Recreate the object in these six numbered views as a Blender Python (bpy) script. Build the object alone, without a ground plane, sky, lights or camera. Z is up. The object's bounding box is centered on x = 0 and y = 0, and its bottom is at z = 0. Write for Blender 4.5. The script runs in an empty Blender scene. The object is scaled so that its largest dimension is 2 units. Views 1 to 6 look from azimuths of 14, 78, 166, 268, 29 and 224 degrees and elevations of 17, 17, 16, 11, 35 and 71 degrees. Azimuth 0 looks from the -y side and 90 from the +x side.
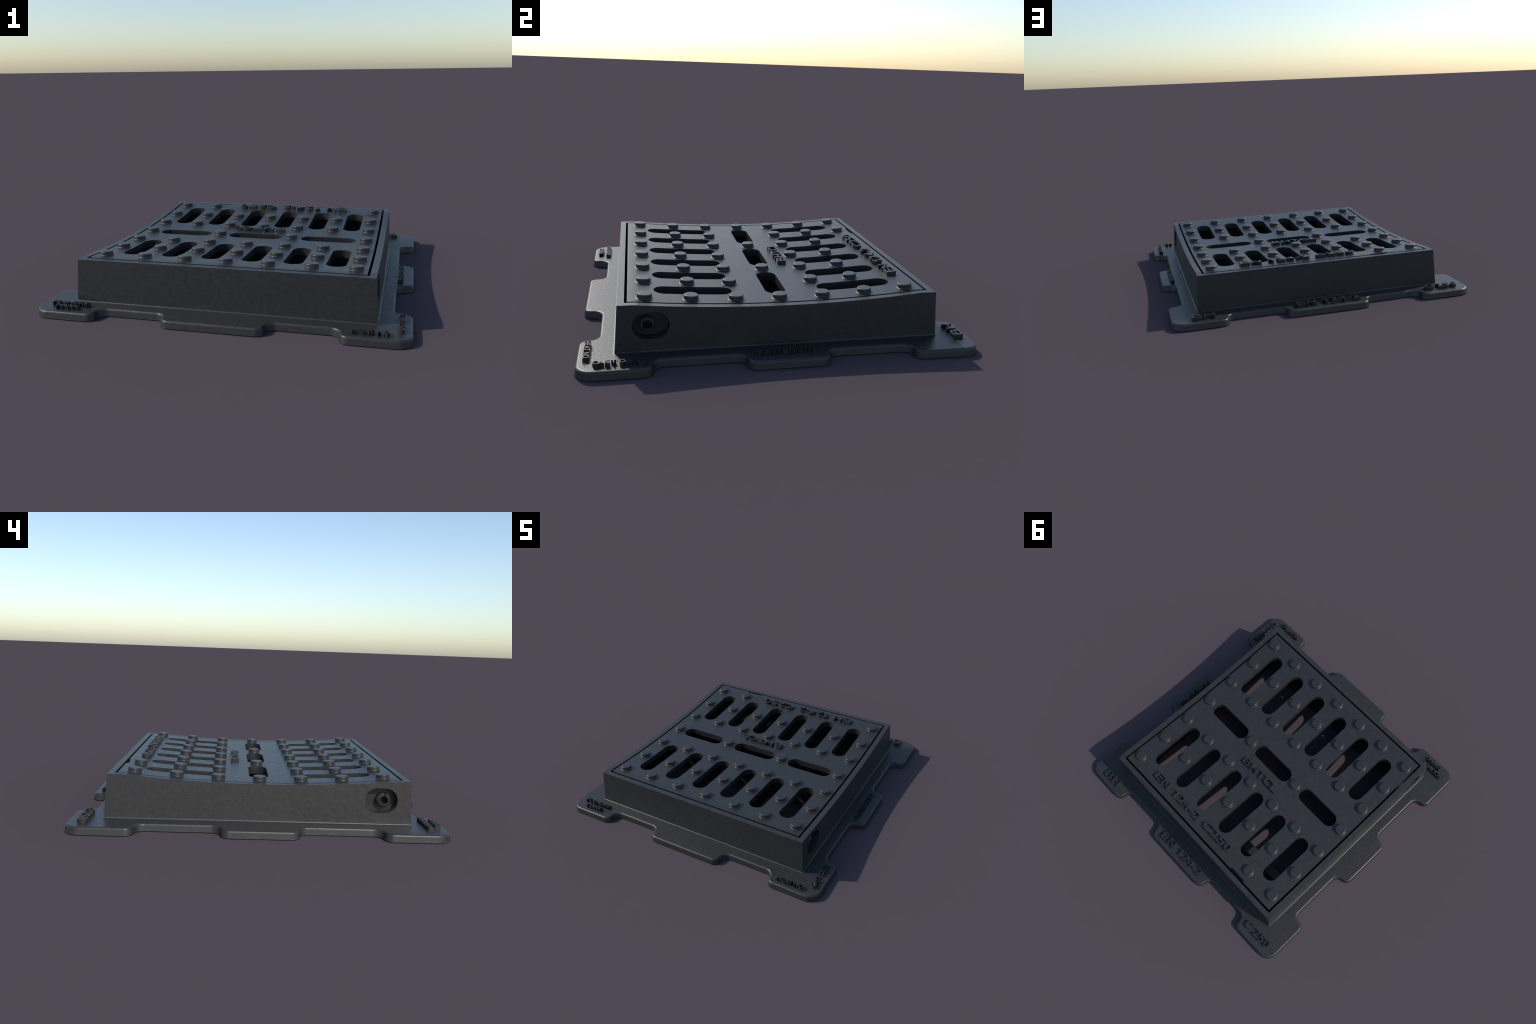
import bpy, bmesh, math
from mathutils import Vector, Matrix

# ------------------------------------------------------------------ sizes
HALF_TOP = 0.806        # frame wall, half width at the top
TAPER = 0.015 / 0.2375  # draft of the wall sides
Z_TOP = 0.279           # flat rim height
Z_DIP = 0.2445          # lowest point of the dished top
Y_FLAT = 0.7265         # the dish starts here
OPENING = 0.7720        # frame opening, half width
COVER = 0.7585          # cover, half width
PLATE = 0.046           # cover plate thickness
FLANGE_T = 0.0415       # flange thickness
RAISE = 0.022           # raised lettering height
SLOT_R = 0.0545
PITCH_X, PITCH_Y = 0.2330, 0.2255


def top_z(y):
    t = min(abs(y), Y_FLAT) / Y_FLAT
    return Z_DIP + (Z_TOP - Z_DIP) * t * t


def wall_half(z):
    return HALF_TOP + TAPER * (Z_TOP - z)


# ------------------------------------------------------------------ material
def cast_iron(name, base, dark, rough, bump=0.35, stripes=False):
    m = bpy.data.materials.new(name)
    m.use_nodes = True
    nt = m.node_tree
    N, L = nt.nodes, nt.links
    N.clear()
    out = N.new('ShaderNodeOutputMaterial')
    p = N.new('ShaderNodeBsdfPrincipled')
    L.new(p.outputs[0], out.inputs[0])
    tc = N.new('ShaderNodeTexCoord')

    def noise(scale, detail, rgh=0.55, dist=0.0):
        n = N.new('ShaderNodeTexNoise')
        n.inputs['Scale'].default_value = scale
        n.inputs['Detail'].default_value = detail
        n.inputs['Roughness'].default_value = rgh
        n.inputs['Distortion'].default_value = dist
        L.new(tc.outputs['Object'], n.inputs['Vector'])
        return n

    def ramp(src, a, b, ca, cb):
        r = N.new('ShaderNodeValToRGB')
        r.color_ramp.elements[0].position = a
        r.color_ramp.elements[1].position = b
        r.color_ramp.elements[0].color = (*ca, 1)
        r.color_ramp.elements[1].color = (*cb, 1)
        L.new(src, r.inputs[0])
        return r

    grain = noise(38, 5, 0.6, 0.4)
    blot = noise(6, 3)
    col = ramp(grain.outputs[0], 0.3, 0.72, dark, base)
    # faint paler specks and rub marks
    speck = noise(55, 2, 0.5)
    mask = ramp(speck.outputs[0], 0.70, 0.80, (0, 0, 0), (1, 1, 1))
    blotm = ramp(blot.outputs[0], 0.45, 0.7, (0.0,) * 3, (1.0,) * 3)
    mul = N.new('ShaderNodeMath')
    mul.operation = 'MULTIPLY'
    L.new(mask.outputs[0], mul.inputs[0])
    L.new(blotm.outputs[0], mul.inputs[1])
    mul2 = N.new('ShaderNodeMath')
    mul2.operation = 'MULTIPLY'
    mul2.inputs[1].default_value = 0.55
    L.new(mul.outputs[0], mul2.inputs[0])
    mix = N.new('ShaderNodeMix')
    mix.data_type = 'RGBA'
    L.new(mul2.outputs[0], mix.inputs[0])
    L.new(col.outputs[0], mix.inputs[6])
    mix.inputs[7].default_value = (base[0] * 2.2, base[1] * 2.2, base[2] * 2.2, 1)
    L.new(mix.outputs[2], p.inputs['Base Color'])

    rr = N.new('ShaderNodeMapRange')
    rr.inputs[1].default_value = 0.3
    rr.inputs[2].default_value = 0.7
    rr.inputs[3].default_value = rough - 0.05
    rr.inputs[4].default_value = rough + 0.07
    L.new(grain.outputs[0], rr.inputs[0])
    L.new(rr.outputs[0], p.inputs['Roughness'])
    p.inputs['Metallic'].default_value = 0.0
    p.inputs['Specular IOR Level'].default_value = 0.5

    b = N.new('ShaderNodeBump')
    b.inputs['Strength'].default_value = bump
    b.inputs['Distance'].default_value = 0.004
    fine = noise(75, 5, 0.62, 0.5)
    L.new(fine.outputs[0], b.inputs['Height'])
    L.new(b.outputs[0], p.inputs['Normal'])
    return m


BASE = (0.0285, 0.0285, 0.029)
DARK = (0.0205, 0.0205, 0.021)
IRON = cast_iron('cast_iron', BASE, DARK, 0.40, bump=0.26)
IRON_COVER = cast_iron('cast_iron_cover', (0.0275, 0.0275, 0.028), (0.0205, 0.0205, 0.021), 0.38, bump=0.17)
STEEL = cast_iron('pin_steel', (0.032, 0.032, 0.034), (0.026, 0.026, 0.027), 0.38, bump=0.1)
NEAR_BLACK = cast_iron('near_black', (0.004, 0.004, 0.004), (0.003, 0.003, 0.003), 0.8, bump=0.1)  # near-black, far darker than the iron

COL = bpy.context.scene.collection


def smooth(me, deg=35):
    me.polygons.foreach_set('use_smooth', [True] * len(me.polygons))
    me.set_sharp_from_angle(angle=math.radians(deg))


def add(name, me, parent=None, mat=IRON):
    ob = bpy.data.objects.new(name, me)
    COL.objects.link(ob)
    if mat and not me.materials:
        me.materials.append(mat)
    if parent:
        ob.parent = parent
    return ob


def from_bm(bm, name):
    bmesh.ops.remove_doubles(bm, verts=bm.verts, dist=1e-6)
    bmesh.ops.recalc_face_normals(bm, faces=bm.faces)
    me = bpy.data.meshes.new(name)
    bm.to_mesh(me)
    bm.free()
    return me


def prism(bm, pts, z0, z1, axis='z'):
    """closed prism of a plan outline; axis x: pts are (y, z)"""
    def P(a, b, c):
        return (a, b, c) if axis == 'z' else (c, a, b)
    lo = [bm.verts.new(P(a, b, z0)) for a, b in pts]
    hi = [bm.verts.new(P(a, b, z1)) for a, b in pts]
    n = len(pts)
    for i in range(n):
        j = (i + 1) % n
        bm.faces.new((lo[i], lo[j], hi[j], hi[i]))
    bm.faces.new(lo[::-1])
    bm.faces.new(hi)


def box(bm, x0, x1, y0, y1, z0, z1):
    prism(bm, [(x0, y0), (x1, y0), (x1, y1), (x0, y1)], z0, z1)


def stadium(cx, cy, half, r, along_x, seg=14):
    pts = []
    for k in range(seg + 1):
        a = -math.pi / 2 + math.pi * k / seg
        pts.append((half + r * math.cos(a), r * math.sin(a)))
    for k in range(seg + 1):
        a = math.pi / 2 + math.pi * k / seg
        pts.append((-half + r * math.cos(a), r * math.sin(a)))
    if along_x:
        return [(cx + u, cy + v) for u, v in pts]
    return [(cx - v, cy + u) for u, v in pts]


def rounded_rect(x0, x1, y0, y1, r, seg=4):
    pts = []
    for cx, cy, a0 in ((x1 - r, y0 + r, -90), (x1 - r, y1 - r, 0),
                       (x0 + r, y1 - r, 90), (x0 + r, y0 + r, 180)):
        for k in range(seg + 1):
            a = math.radians(a0 + 90 * k / seg)
            pts.append((cx + r * math.cos(a), cy + r * math.sin(a)))
    return pts


def boolean(me, cutter, op='DIFFERENCE'):
    a = bpy.data.objects.new('work', me)
    c = bpy.data.objects.new('work_cutter', cutter)
    COL.objects.link(a)
    COL.objects.link(c)
    md = a.modifiers.new('b', 'BOOLEAN')
    md.object = c
    md.operation = op
    md.solver = 'EXACT'
    dg = bpy.context.evaluated_depsgraph_get()
    res = bpy.data.meshes.new_from_object(a.evaluated_get(dg))
    bpy.data.objects.remove(a)
    bpy.data.objects.remove(c)
    return res


def weighted(ob):
    w = ob.modifiers.new('weighted', 'WEIGHTED_NORMAL')
    w.keep_sharp = True
    w.weight = 100


# ------------------------------------------------------------------ root
root = bpy.data.objects.new('gully_grate', None)
COL.objects.link(root)
root['label'] = 'square cast iron road gully grate in flanged frame'
root['category'] = 'drain grate'

# ------------------------------------------------------------------ frame wall
ARC = 56
stations = [-HALF_TOP] + [-Y_FLAT + 2 * Y_FLAT * i / ARC for i in range(ARC + 1)] + [HALF_TOP]


def wall_loop(bm, zfun, extra):
    """perimeter loop: +x side going up in y, then -x side going down in y"""
    pts = []
    n = len(stations)
    for i, y in enumerate(stations):
        z = zfun(y)
        h = wall_half(z) + extra
        yy = math.copysign(wall_half(z) + extra, y) if i in (0, n - 1) else y
        pts.append((h, yy, z))
    back = [(-x, y, z) for x, y, z in reversed(pts)]
    return [bm.verts.new(p) for p in pts + back]


bm = bmesh.new()
cove = 0.0075
loops = [wall_loop(bm, lambda y: 0.012, cove)]
for k in range(6):
    a = math.radians(90 * k / 5)
    dz = cove * (1 - math.cos(a))
    ex = cove * (1 - math.sin(a))
    loops.append(wall_loop(bm, lambda y, dz=dz: FLANGE_T + 0.0003 + dz, ex))
loops.append(wall_loop(bm, top_z, 0.0))
n = len(stations)
for a, b in zip(loops, loops[1:]):
    for i in range(2 * n):
        j = (i + 1) % (2 * n)
        bm.faces.new((a[i], a[j], b[j], b[i]))
for lp, flip in ((loops[-1], False), (loops[0], True)):
    for i in range(n - 1):
        q = (lp[i], lp[i + 1], lp[2 * n - 2 - i], lp[2 * n - 1 - i])
        bm.faces.new(q[::-1] if flip else q)
wall = from_bm(bm, 'frame')
HINGE_Y, HINGE_Z = -0.667, 0.1725
bm = bmesh.new()
box(bm, -OPENING, OPENING, -OPENING, OPENING, -0.1, 0.5)
wall = boolean(wall, from_bm(bm, 'c'))
bm = bmesh.new()
prism(bm, stadium(-0.650, 0.1738, 0.0225, 0.0665, True, 20), -1.0, -0.76, axis='x')
prism(bm, stadium(-0.650, 0.1738, 0.0225, 0.0665, True, 20), 0.76, 1.0, axis='x')
wall = boolean(wall, from_bm(bm, 'c'))
smooth(wall)
frame = add('frame', wall, root)
weighted(frame)

# lock housing below the notch of the cover: a floor and a near-black slab over it
bm = bmesh.new()
box(bm, -0.69, -0.215, 0.500, 0.7725, 0.006, 0.040)
add('lock_housing', from_bm(bm, 'lock_housing'), frame)
bm = bmesh.new()
box(bm, -0.70, -0.205, 0.573, 0.7725, 0.068, 0.105)
add('dark_slab', from_bm(bm, 'dark_slab'), frame, NEAR_BLACK)

# ------------------------------------------------------------------ flange
def flange_outline():
    """plan outline, counter-clockwise, with corner and middle lugs"""
    R, D = 0.085, 0.0945

    def side(mid, corner):
        """u along the side from -1 to 1, v = outward distance"""
        pts = []
        inner = 1.0 - D
        seg = 7

        def step(u0, rising):
            # s-curve between v=inner and v=1 centred on u0, going along +u
            r = D / 2
            out = []
            for k in range(seg + 1):
                a = math.radians(90 * k / seg)
                out.append((-r + r * math.sin(a), 1 - r + r * math.cos(a)))
            for k in range(1, seg + 1):
                a = math.radians(90 * k / seg)
                out.append((r - r * math.cos(a), 1 - r - r * math.sin(a)))
            if rising:
                out = [(-u, v) for u, v in reversed(out)]
            return [(u0 + u, v) for u, v in out]
        pts += step(-corner, False)
        pts += step(-mid, True)
        pts += step(mid, False)
        pts += step(corner, True)
        for k in range(11):
            a = math.radians(90 * k / 10)
            pts.append((1 - R + R * math.sin(a), 1 - R + R * math.cos(a)))
        return pts

    out = []
    # front (-y): u = x ; right (+x): u = y ; back (+y): u = -x ; left (-x): u = -y
    for (mid, corner, f) in ((0.277, 0.643, lambda u, v: (u, -v)),
                             (0.207, 0.643, lambda u, v: (v, u)),
                             (0.277, 0.643, lambda u, v: (-u, v)),
                             (0.207, 0.643, lambda u, v: (-v, -u))):
        out += [f(u, v) for u, v in side(mid, corner)]
    clean = []
    for p in out:
        if not clean or (Vector(p) - Vector(clean[-1])).length > 1e-4:
            clean.append(p)
    return clean


def inset(pts, d):
    n = len(pts)
    res = []
    for i in range(n):
        a, b, c = Vector(pts[i - 1]), Vector(pts[i]), Vector(pts[(i + 1) % n])
        t1, t2 = (b - a).normalized(), (c - b).normalized()
        nrm = Vector((-(t1 + t2).y, (t1 + t2).x)).normalized()
        k = max(0.5, nrm.dot(Vector((-t1.y, t1.x))))
        q = b + nrm * d / k
        res.append((q.x, q.y))
    return res


outline = flange_outline()
bm = bmesh.new()
ER = 0.0125
draft = 0.005
rings = [(0.0, 0.0015), (0.0015, 0.0)]
zr = FLANGE_T - ER
for k in range(6):
    a = math.radians(90 * k / 5)
    rings.append((zr + ER * math.sin(a), draft + ER * (1 - math.cos(a))))
vr = []
for z, d in rings:
    vr.append([bm.verts.new((x, y, z)) for x, y in inset(outline, d)])
m = len(outline)
for a, b in zip(vr, vr[1:]):
    for i in range(m):
        j = (i + 1) % m
        bm.faces.new((a[i], a[j], b[j], b[i]))
bm.faces.new(vr[-1])
bm.faces.new(vr[0][::-1])
fl = from_bm(bm, 'flange')
bm = bmesh.new()
prism(bm, rounded_rect(-0.70, 0.70, -0.606, 0.606, 0.015), -0.1, 0.2)
fl = boolean(fl, from_bm(bm, 'c'))
smooth(fl)
flange = add('flange', fl, frame)
weighted(flange)

# ------------------------------------------------------------------ cover
bm = bmesh.new()
C_ARC = 56
cst = [-COVER] + [-Y_FLAT + 2 * Y_FLAT * i / C_ARC for i in range(C_ARC + 1)] + [COVER]
rows = []
for y in cst:
    z = top_z(y)
    rows.append([bm.verts.new((COVER, y, z)), bm.verts.new((-COVER, y, z)),
                 bm.verts.new((-COVER, y, z - PLATE)), bm.verts.new((COVER, y, z - PLATE))])
for a, b in zip(rows, rows[1:]):
    for i in range(4):
        j = (i + 1) % 4
        bm.faces.new((a[i], a[j], b[j], b[i]))
bm.faces.new(rows[0])
bm.faces.new(rows[-1][::-1])
plate = from_bm(bm, 'cover')
bm = bmesh.new()
slot_x = [PITCH_X * (i - 2.5) for i in range(6)]
for s in (-1, 1):
    for x in slot_x:
        prism(bm, stadium(x, s * 0.429, 0.145, SLOT_R, False), 0.1, 0.4)
for x in (-0.4665, 0.0, 0.4665):
    prism(bm, stadium(x, 0.0, 0.1175, SLOT_R, True), 0.1, 0.4)
prism(bm, rounded_rect(-0.494, -0.366, 0.746, 0.80, 0.006), 0.1, 0.4)
plate = boolean(plate, from_bm(bm, 'c'))
smooth(plate, 30)
cover = add('cover', plate, root, IRON_COVER)

# stiffening ribs and side skirts below the plate
def web(bm, x0, x1, y0, y1, z_low):
    """upright web under the plate whose top edge follows the dish"""
    k = max(1, int(abs(y1 - y0) / 0.05))
    ys = [y0 + (y1 - y0) * i / k for i in range(k + 1)]
    rows = []
    for y in ys:
        zt = top_z(y) - PLATE + 0.003
        rows.append([bm.verts.new(p) for p in ((x0, y, z_low), (x1, y, z_low), (x1, y, zt), (x0, y, zt))])
    for a, b in zip(rows, rows[1:]):
        for i in range(4):
            j = (i + 1) % 4
            bm.faces.new((a[i], a[j], b[j], b[i]))
    bm.faces.new(rows[0][::-1])
    bm.faces.new(rows[-1])


bm = bmesh.new()
for s in (-1, 1):
    web(bm, s * 0.2330 - 0.013, s * 0.2330 + 0.013, -0.566, 0.566, 0.045)
    web(bm, -0.72, 0.72, s * 0.196 - 0.012, s * 0.196 + 0.012, 0.047)
    x0, x1 = sorted((s * 0.728, s * (COVER - 0.0006)))
    web(bm, x0, x1, -0.757, 0.757, 0.110 - 0.02)
    y0, y1 = sorted((s * 0.728, s * (COVER - 0.0006)))
    web(bm, -0.727, 0.727, y0, y1, 0.108)
ribs = from_bm(bm, 'rib')
ribs_ob = add('rib', ribs, cover)

# ------------------------------------------------------------------ studs
def lathe(profile, seg=40):
    bm = bmesh.new()
    rings = []
    for r, z in profile:
        if r < 1e-6:
            rings.append([bm.verts.new((0, 0, z))])
        else:
            rings.append([bm.verts.new((r * math.cos(2 * math.pi * k / seg),
                                        r * math.sin(2 * math.pi * k / seg), z)) for k in range(seg)])
    for a, b in zip(rings, rings[1:]):
        if len(b) == 1:
            for k in range(seg):
                bm.faces.new((a[k], a[(k + 1) % seg], b[0]))
        else:
            for k in range(seg):
                bm.faces.new((a[k], a[(k + 1) % seg], b[(k + 1) % seg], b[k]))
    return bm


prof = [(0.0425, -0.004), (0.0425, 0.0008)]
for k in range(1, 5):                       # cove at the foot
    a = math.radians(90 * k / 4)
    prof.append((0.0425 - 0.0055 * math.sin(a), 0.0008 + 0.0055 * (1 - math.cos(a))))
TOPR, SH = 0.0055, 0.0240
for k in range(6):                          # rounded shoulder
    a = math.radians(90 * k / 5)
    prof.append((0.0365 - TOPR * (1 - math.cos(a)), SH - TOPR + TOPR * math.sin(a)))
prof.append((0.0, SH))
stud_me = from_bm(lathe(prof), 'stud')
smooth(stud_me, 50)
stud_me.materials.append(IRON_COVER)
first = True
for j in range(-3, 4):
    for i in range(-3, 4):
        if j == 0 and i in (-2, 0, 2):
            continue                        # centre slots
        if j == 3 and i in (-1, 0, 1, 2):
            continue                        # room for the lettering
        ob = bpy.data.objects.new('stud', stud_me)
        COL.objects.link(ob)
        ob.parent = cover
        x, y = i * PITCH_X, j * PITCH_Y
        slope = (top_z(y + 0.002) - top_z(y - 0.002)) / 0.004
        ob.location = (x, y, top_z(y))
        ob.rotation_euler = (math.atan(slope), 0, 0)
        if first:
            weighted(ob)
            first = False
        else:
            weighted(ob)

# ------------------------------------------------------------------ lettering
# proportions of a plain grotesque alphabet: left bearing, ink width, advance
SHAPES = {'E': (.079, .54, .667), 'N': (.076, .57, .722), '1': (.109, .264, .556),
          '2': (.03, .473, .556), '4': (.013, .495, .556), '-': (.032, .27, .333),
          '5': (.036, .48, .556), '0': (.042, .473, .556), 'C': (.05, .59, .665),
          'B': (.073, .554, .667), 'H': (.08, .56, .722), 'T': (.023, .566, .611),
          'L': (.073, .447, .556), 'F': (.082, .504, .611), 'O': (.049, .683, .778),
          'U': (.079, .56, .722), 'D': (.077, .59, .722), 'R': (.079, .63, .722),
          'Y': (.003, .655, .667), 'M': (.074, .685, .833), 'A': (-.002, .67, .667),
          'K': (.073, .59, .667), 'S': (.045, .57, .667), 'P': (.077, .56, .667),
          '.': (.091, .10, .278)}


def letters(text, start, end, base, height, direction, parent, surface, raise_=RAISE, space=1.08):
    """raised text. The first letter starts at `start` and the last ends at `end`
    measured along the reading direction axis; `base` is the base line on the other axis."""
    cu = bpy.data.curves.new('t', 'FONT')
    cu.body = text
    cu.size = 1.0
    cu.extrude = 0.5
    cu.resolution_u = 5
    cu.offset = 0.002
    cu.space_character = space
    ob = bpy.data.objects.new('t', cu)
    COL.objects.link(ob)
    dg = bpy.context.evaluated_depsgraph_get()
    me = bpy.data.meshes.new_from_object(ob.evaluated_get(dg))
    bpy.data.objects.remove(ob)
    bpy.data.curves.remove(cu)
    bm = bmesh.new()
    bm.from_mesh(me)
    bpy.data.meshes.remove(me)
    bmesh.ops.remove_doubles(bm, verts=bm.verts, dist=1e-4)
    xs = [v.co.x for v in bm.verts]
    x0, x1 = min(xs), max(xs)
    cap = 0.729                       # cap height of the built-in font at size 1
    for v in bm.verts:
        u = start + (end - start) * (v.co.x - x0) / (x1 - x0)
        w = height * v.co.y / cap
        if direction == '-x':         # read from the +y side
            x, y = u, base - w
        elif direction == '+x':       # read from the -y side
            x, y = u, base + w
        else:                         # '+y', read from the +x side
            x, y = base - w, u
        v.co = (x, y, surface(y) + (raise_ if v.co.z > 0 else -0.004))
    # one object per glyph
    islands, seen = [], set()
    for v in list(bm.verts):
        if v in seen:
            continue
        stack, isl = [v], set()
        while stack:
            q = stack.pop()
            if q in isl:
                continue
            isl.add(q)
            stack += [e.other_vert(q) for e in q.link_edges]
        seen |= isl
        islands.append(isl)
    glyphs = text.replace(' ', '')
    along = (lambda q: q.co.y) if direction == '+y' else (lambda q: q.co.x)
    sign = 1 if end > start else -1
    islands.sort(key=lambda i: min(sign * along(q) for q in i))
    # where each glyph's ink starts and ends along the line
    ink, pen = [], 0.0
    for ch in text:
        if ch == ' ':
            pen += 0.278
            continue
        lsb, w, adv = SHAPES[ch]
        ink.append((pen + lsb, pen + lsb + w))
        pen += adv
    k = (end - start) / (ink[-1][1] - ink[0][0])
    for ch, isl, (i0, i1) in zip(glyphs, islands, ink):
        a0, a1 = start + k * (i0 - ink[0][0]), start + k * (i1 - ink[0][0])
        us = [along(q) for q in isl]
        b0, b1 = (min(us), max(us)) if sign > 0 else (max(us), min(us))
        for q in isl:
            u = a0 + (a1 - a0) * (along(q) - b0) / (b1 - b0)
            if direction == '+y':
                q.co.y = u
            else:
                q.co.x = u
        g = bmesh.new()
        if ch == '1':                 # plain figure one: a stem with a flag, no foot
            shape = [(0.62, 0), (1.0, 0), (1.0, 1), (0.75, 1), (0.42, 0.86), (0.0, 0.75),
                     (0.0, 0.61), (0.34, 0.70), (0.62, 0.81)]
            lo, hi = [], []
            for su, sv in shape:
                u, y = a0 + (a1 - a0) * su, base - height * sv
                lo.append(g.verts.new((u, y, surface(y) - 0.004)))
                hi.append(g.verts.new((u, y, surface(y) + raise_)))
            n = len(shape)
            for i in range(n):
                g.faces.new((lo[i], lo[(i + 1) % n], hi[(i + 1) % n], hi[i]))
            g.faces.new(lo[::-1])
            g.faces.new(hi)
        else:
            mp = {q: g.verts.new(q.co) for q in isl}
            for f in {f for q in isl for f in q.link_faces}:
                g.faces.new([mp[q] for q in f.verts])
        me = from_bm(g, 'letter')
        smooth(me, 40)
        add('letter', me, parent, IRON if parent is flange else IRON_COVER)
    bm.free()


flat = lambda y: FLANGE_T
letters('EN 124-2', 0.511, 0.046, 0.708, 0.0575, '-x', cover, top_z)
letters('C250', -0.005, -0.277, 0.701, 0.0575, '-x', cover, top_z)
letters('BHTCL', 0.163, -0.176, 0.1595, 0.055, '-x', cover, top_z)
letters('EN 124-2', 0.204, -0.217, 0.954, 0.057, '-x', flange, flat)
letters('C 250', -0.694, -0.922, 0.941, 0.056, '-x', flange, flat)
letters('BH', 0.872, 0.729, 0.954, 0.0575, '-x', flange, flat)
letters('FOUNDRY', -0.922, -0.7085, -0.913, 0.031, '+x', flange, flat)
letters('MARK', -0.874, -0.746, -0.9625, 0.031, '+x', flange, flat)
letters('HEAT NO.', 0.706, 0.897, -0.963, 0.030, '+x', flange, flat)
letters('CAST DATE', -0.917, -0.689, 0.954, 0.031, '+y', flange, flat)
letters('PATTERN NO.', -0.149, 0.157, 0.934, 0.032, '+y', flange, flat)

# ------------------------------------------------------------------ hinge pins (split tubes)
for s, slit in ((1, math.radians(-32)), (-1, math.radians(100))):
    ro, ri, ch = 0.0385, 0.0232, 0.0095
    x_in, x_out = 0.71, 0.7990
    half = 0.0022 / ri
    seg = 44
    bm = bmesh.new()
    rows = []
    for k in range(seg + 1):
        a = slit + half + (2 * math.pi - 2 * half) * k / seg
        c, sn = math.cos(a), math.sin(a)
        sec = [(ri, x_in), (ro, x_in), (ro, x_out - ch), (0.0295, x_out), (ri, x_out)]
        rows.append([bm.verts.new((s * x, HINGE_Y + r * c, HINGE_Z + r * sn)) for r, x in sec])
    for a, b in zip(rows, rows[1:]):
        for i in range(5):
            j = (i + 1) % 5
            bm.faces.new((a[i], a[j], b[j], b[i]))
    bm.faces.new(rows[0])
    bm.faces.new(rows[-1][::-1])
    me = from_bm(bm, 'hinge_pin')
    smooth(me, 30)
    pin = add('hinge_pin', me, root, STEEL)
    bm = bmesh.new()
    prism(bm, [(HINGE_Y + ri * math.cos(2 * math.pi * k / 32), HINGE_Z + ri * math.sin(2 * math.pi * k / 32))
               for k in range(32)], *sorted((s * 0.735, s * 0.7605)), axis='x')
    add('bore_shade_plug', from_bm(bm, 'bore_shade_plug'), pin, NEAR_BLACK)  # black disc closing the shallow bore, modelled as its inner shadow
